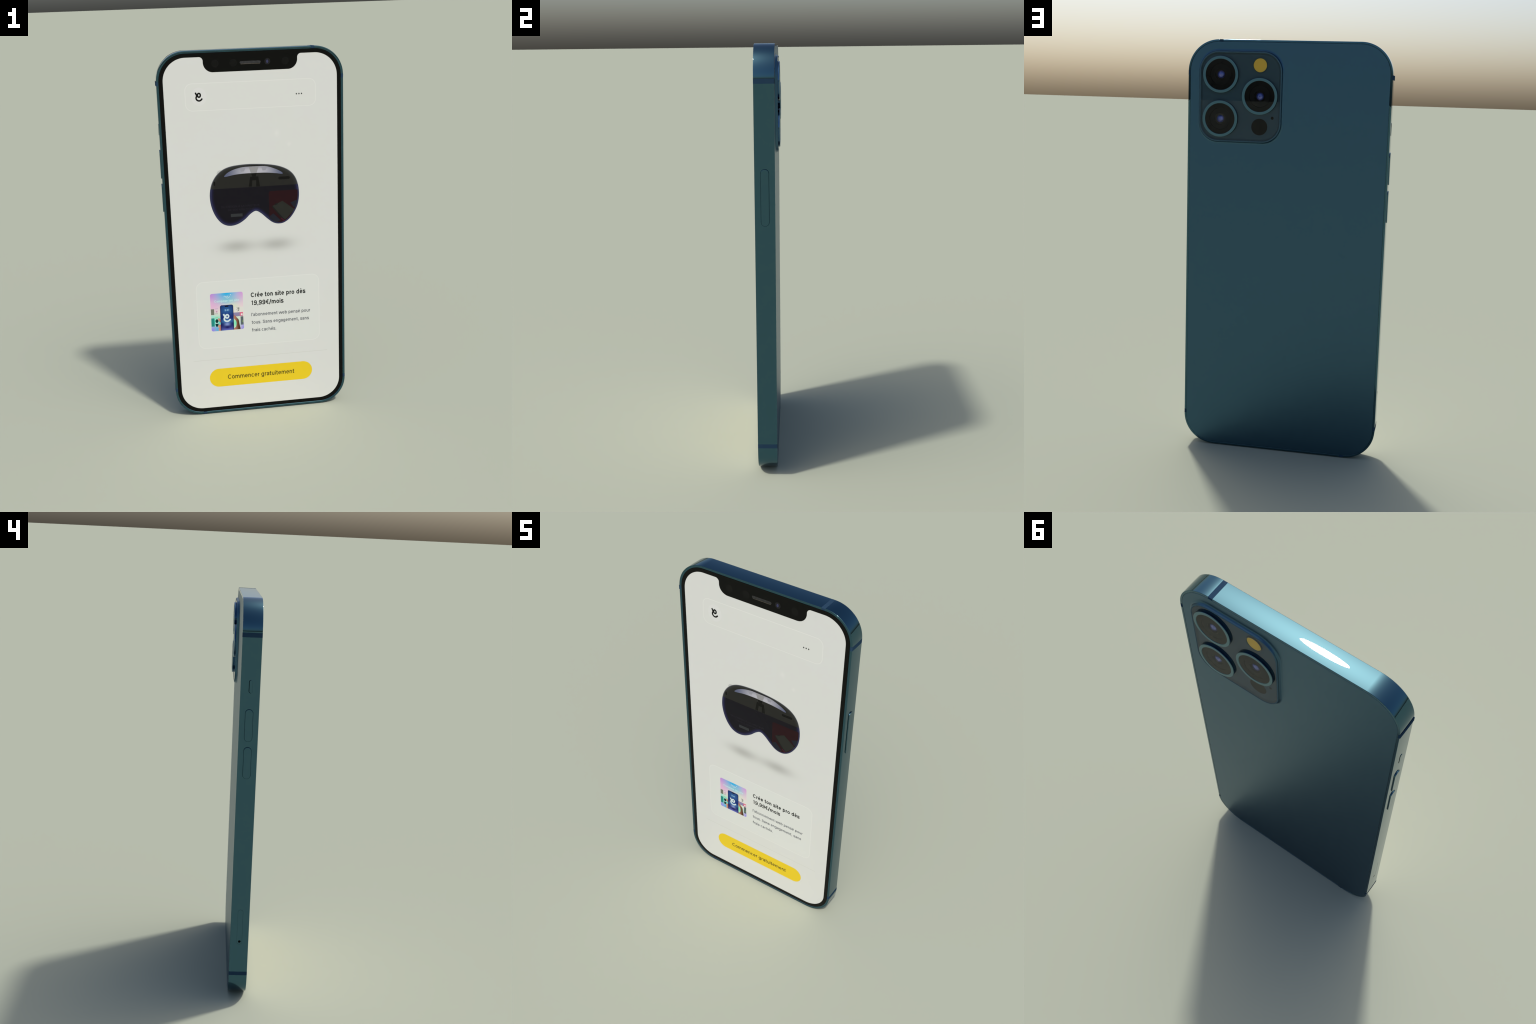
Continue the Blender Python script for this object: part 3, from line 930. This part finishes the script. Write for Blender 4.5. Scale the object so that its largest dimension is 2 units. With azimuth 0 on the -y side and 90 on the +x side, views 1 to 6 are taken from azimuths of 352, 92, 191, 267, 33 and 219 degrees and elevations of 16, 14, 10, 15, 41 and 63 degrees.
# offer card
sheet("offer_card", rounded_rect(0.0, 0.5860, 0.3400, 0.1935, 0.040), 1, screen, M_LINE)
sheet("offer_fill", rounded_rect(0.0, 0.5860, 0.3375, 0.1910, 0.038), 2, screen, display("offer_card_fill", (214, 216, 210)))
lettering("heading", "Crée ton site pro dès", -0.0425, 0.2633, 0.6722, 0.0262, 3, screen, M_HEAD, 0.21)
lettering("heading", "19,99€/mois", -0.0412, 0.1393, 0.6262, 0.0262, 3, screen, M_HEAD, 0.21)
lettering("body_text", "l'abonnement web pensé pour", -0.0432, 0.2892, 0.5615, 0.0188, 3, screen, M_BODY, 0.165)
lettering("body_text", "tous. Sans engagement, sans", -0.0438, 0.2805, 0.5162, 0.0188, 3, screen, M_BODY, 0.165)
lettering("body_text", "frais cachés.", -0.0438, 0.0932, 0.4710, 0.0188, 3, screen, M_BODY, 0.165)

# picture on the card
pic_line = rounded_rect((TH_X0 + TH_X1) / 2, (TH_Z0 + TH_Z1) / 2, (TH_X1 - TH_X0) / 2, (TH_Z1 - TH_Z0) / 2, 0.0105, 8)
sheet("picture", pic_line, 3, screen, picture_material())
pic_clip = inset(pic_line, 0.0003)


def pbox(fx0, fx1, fz0, fz1):
    return [(TX(fx0), TZ(fz0)), (TX(fx1), TZ(fz0)), (TX(fx1), TZ(fz1)), (TX(fx0), TZ(fz1))]


M_WHITE = display("picture_white", (206, 222, 226))
lettering("picture_lettering", "Compose ton site", TX(0.125), TX(0.885), TZ(0.765), 0.0125, 4, screen, display("picture_ink", (190, 224, 232)), 0.2)
lettering("picture_lettering", "Pack", TX(0.42), TX(0.555), TZ(0.885), 0.0085, 4, screen, M_WHITE, 0.15)
sheet("picture_smile", ribbon(spline([(TX(0.485), TZ(0.875)), (TX(0.525), TZ(0.860)), (TX(0.57), TZ(0.875)), (TX(0.60), TZ(0.905))], 5, False), 0.0022), 4.5, screen, M_WHITE)
sheet("picture_spark", ellipse(TX(0.625), TZ(0.942), 0.0025, 0.0028, 12), 4, screen, M_WHITE)
tiles = ((0.005, 0.105, 0.44, 0.595, (118, 120, 108)), (0.135, 0.225, 0.59, 0.602, (176, 150, 190)), (0.155, 0.205, 0.50, 0.545, (196, 150, 176)),
         (0.13, 0.215, 0.455, 0.475, (176, 170, 168)), (0.01, 0.105, 0.38, 0.425, (160, 224, 208)), (0.135, 0.21, 0.368, 0.380, (130, 214, 110)),
         (0.005, 0.10, 0.13, 0.35, (44, 134, 124)), (0.125, 0.225, 0.12, 0.33, (188, 232, 214)),
         (0.69, 1.0, 0.495, 0.60, (218, 217, 208)), (0.69, 0.985, 0.355, 0.46, (140, 130, 164)), (0.885, 0.985, 0.365, 0.455, (222, 104, 132)),
         (0.905, 0.99, 0.12, 0.345, (92, 104, 106)), (0.96, 0.985, 0.20, 0.225, (150, 190, 60)), (0.79, 0.89, 0.585, 0.593, (120, 122, 118)))
for i, (a, b, c, d, col) in enumerate(tiles):
    sheet("picture_tile", clip(pic_clip, pbox(a, b, c, d)), 4 + 0.1 * i, screen, display("picture_tile", col))
sheet("picture_tile", ellipse(TX(0.945), TZ(0.40), 0.0055, 0.0055, 16), 5.8, screen, display("picture_tile", (238, 228, 228)))
M_STATUE = display("picture_figure", (24, 58, 54))
sheet("picture_figure", ellipse(TX(0.175), TZ(0.27), 0.0085, 0.0115, 20), 5.6, screen, M_STATUE)
sheet("picture_figure", [(TX(0.125), TZ(0.20)), (TX(0.225), TZ(0.20)), (TX(0.21), TZ(0.12)), (TX(0.14), TZ(0.12))], 5.7, screen, M_STATUE)
M_ROBOT = display("picture_figure_grey", (110, 112, 108))
sheet("picture_figure", pbox(0.835, 0.855, 0.50, 0.585), 5.6, screen, M_ROBOT)
sheet("picture_figure", ribbon([(TX(0.795), TZ(0.535)), (TX(0.82), TZ(0.555)), (TX(0.87), TZ(0.555)), (TX(0.895), TZ(0.535))], 0.0026), 5.7, screen, M_ROBOT)
sheet("picture_figure", ribbon([(TX(0.82), TZ(0.487)), (TX(0.845), TZ(0.525)), (TX(0.87), TZ(0.487))], 0.0026), 5.8, screen, M_ROBOT)

palm = spline([(TX(0.71), TZ(0.40)), (TX(0.745), TZ(0.375)), (TX(0.80), TZ(0.31)), (TX(0.845), TZ(0.26)), (TX(0.865), TZ(0.14)), (TX(0.89), TZ(0.0)), (TX(0.80), TZ(-0.02)), (TX(0.70), TZ(0.0)),
               (TX(0.70), TZ(0.04)), (TX(0.755), TZ(0.08)), (TX(0.775), TZ(0.17)), (TX(0.755), TZ(0.245)), (TX(0.70), TZ(0.31))], 5)
pic_rect = pbox(0.004, 0.996, 0.004, 0.996)
sheet("picture_hand", clip(palm, pic_rect), 6.2, screen, hand_material("picture_hand_skin", (178, 122, 104), (82, 54, 36), TX(0.70), TX(0.86)))
M_FINGER = hand_material("picture_finger_skin", (212, 160, 138), (158, 100, 84), TX(0.20), TX(0.31))
for pts in ([(0.205, 0.335), (0.26, 0.335), (0.30, 0.27), (0.30, 0.22), (0.24, 0.26)],
            [(0.205, 0.14), (0.25, 0.17), (0.31, 0.15), (0.31, 0.09), (0.24, 0.08), (0.205, 0.10)],
            [(0.215, 0.055), (0.26, 0.08), (0.32, 0.06), (0.32, 0.0), (0.25, -0.01), (0.215, 0.02)]):
    sheet("picture_finger", clip(spline([(TX(a), TZ(b)) for a, b in pts], 5), pic_rect), 6.4, screen, M_FINGER)
ph = rounded_rect(TX(0.49), TZ(0.20), 0.203 * (TH_X1 - TH_X0), 0.48 * (TH_Z1 - TH_Z0), 0.010, 8)
sheet("picture_phone", clip(ph, pic_rect), 7, screen, display("picture_phone_rim", (40, 32, 74)))
sheet("picture_phone_screen", clip(inset(ph, 0.0030), pic_rect), 8, screen, picture_phone_material())
sheet("picture_phone_notch", rounded_rect(TX(0.49), TZ(0.645), 0.0105, 0.0032, 0.003, 6), 9, screen, display("picture_notch", (24, 24, 26)))
lettering("picture_lettering", "9:41", TX(0.425), TX(0.56), TZ(0.520), 0.0105, 9, screen, display("picture_clock", (150, 196, 222)), 0.15)
logo(TX(0.365), TX(0.61), TZ(0.22), TZ(0.455), 9, M_WHITE)

# divider and call-to-action button
sheet("divider", [(-0.3754, 0.3222), (0.3815, 0.3222), (0.3815, 0.3240), (-0.3754, 0.3240)], 1, screen, display("divider_grey", (196, 197, 188)))
sheet("action_button", rounded_rect(0.0015, 0.2120, 0.2915, 0.0545, 0.0545, 20), 1, screen, M_YELLOW)
lettering("action_text", "Commencer gratuitement", -0.1884, 0.1916, 0.2000, 0.0258, 2, screen, M_YINK, 0.16)
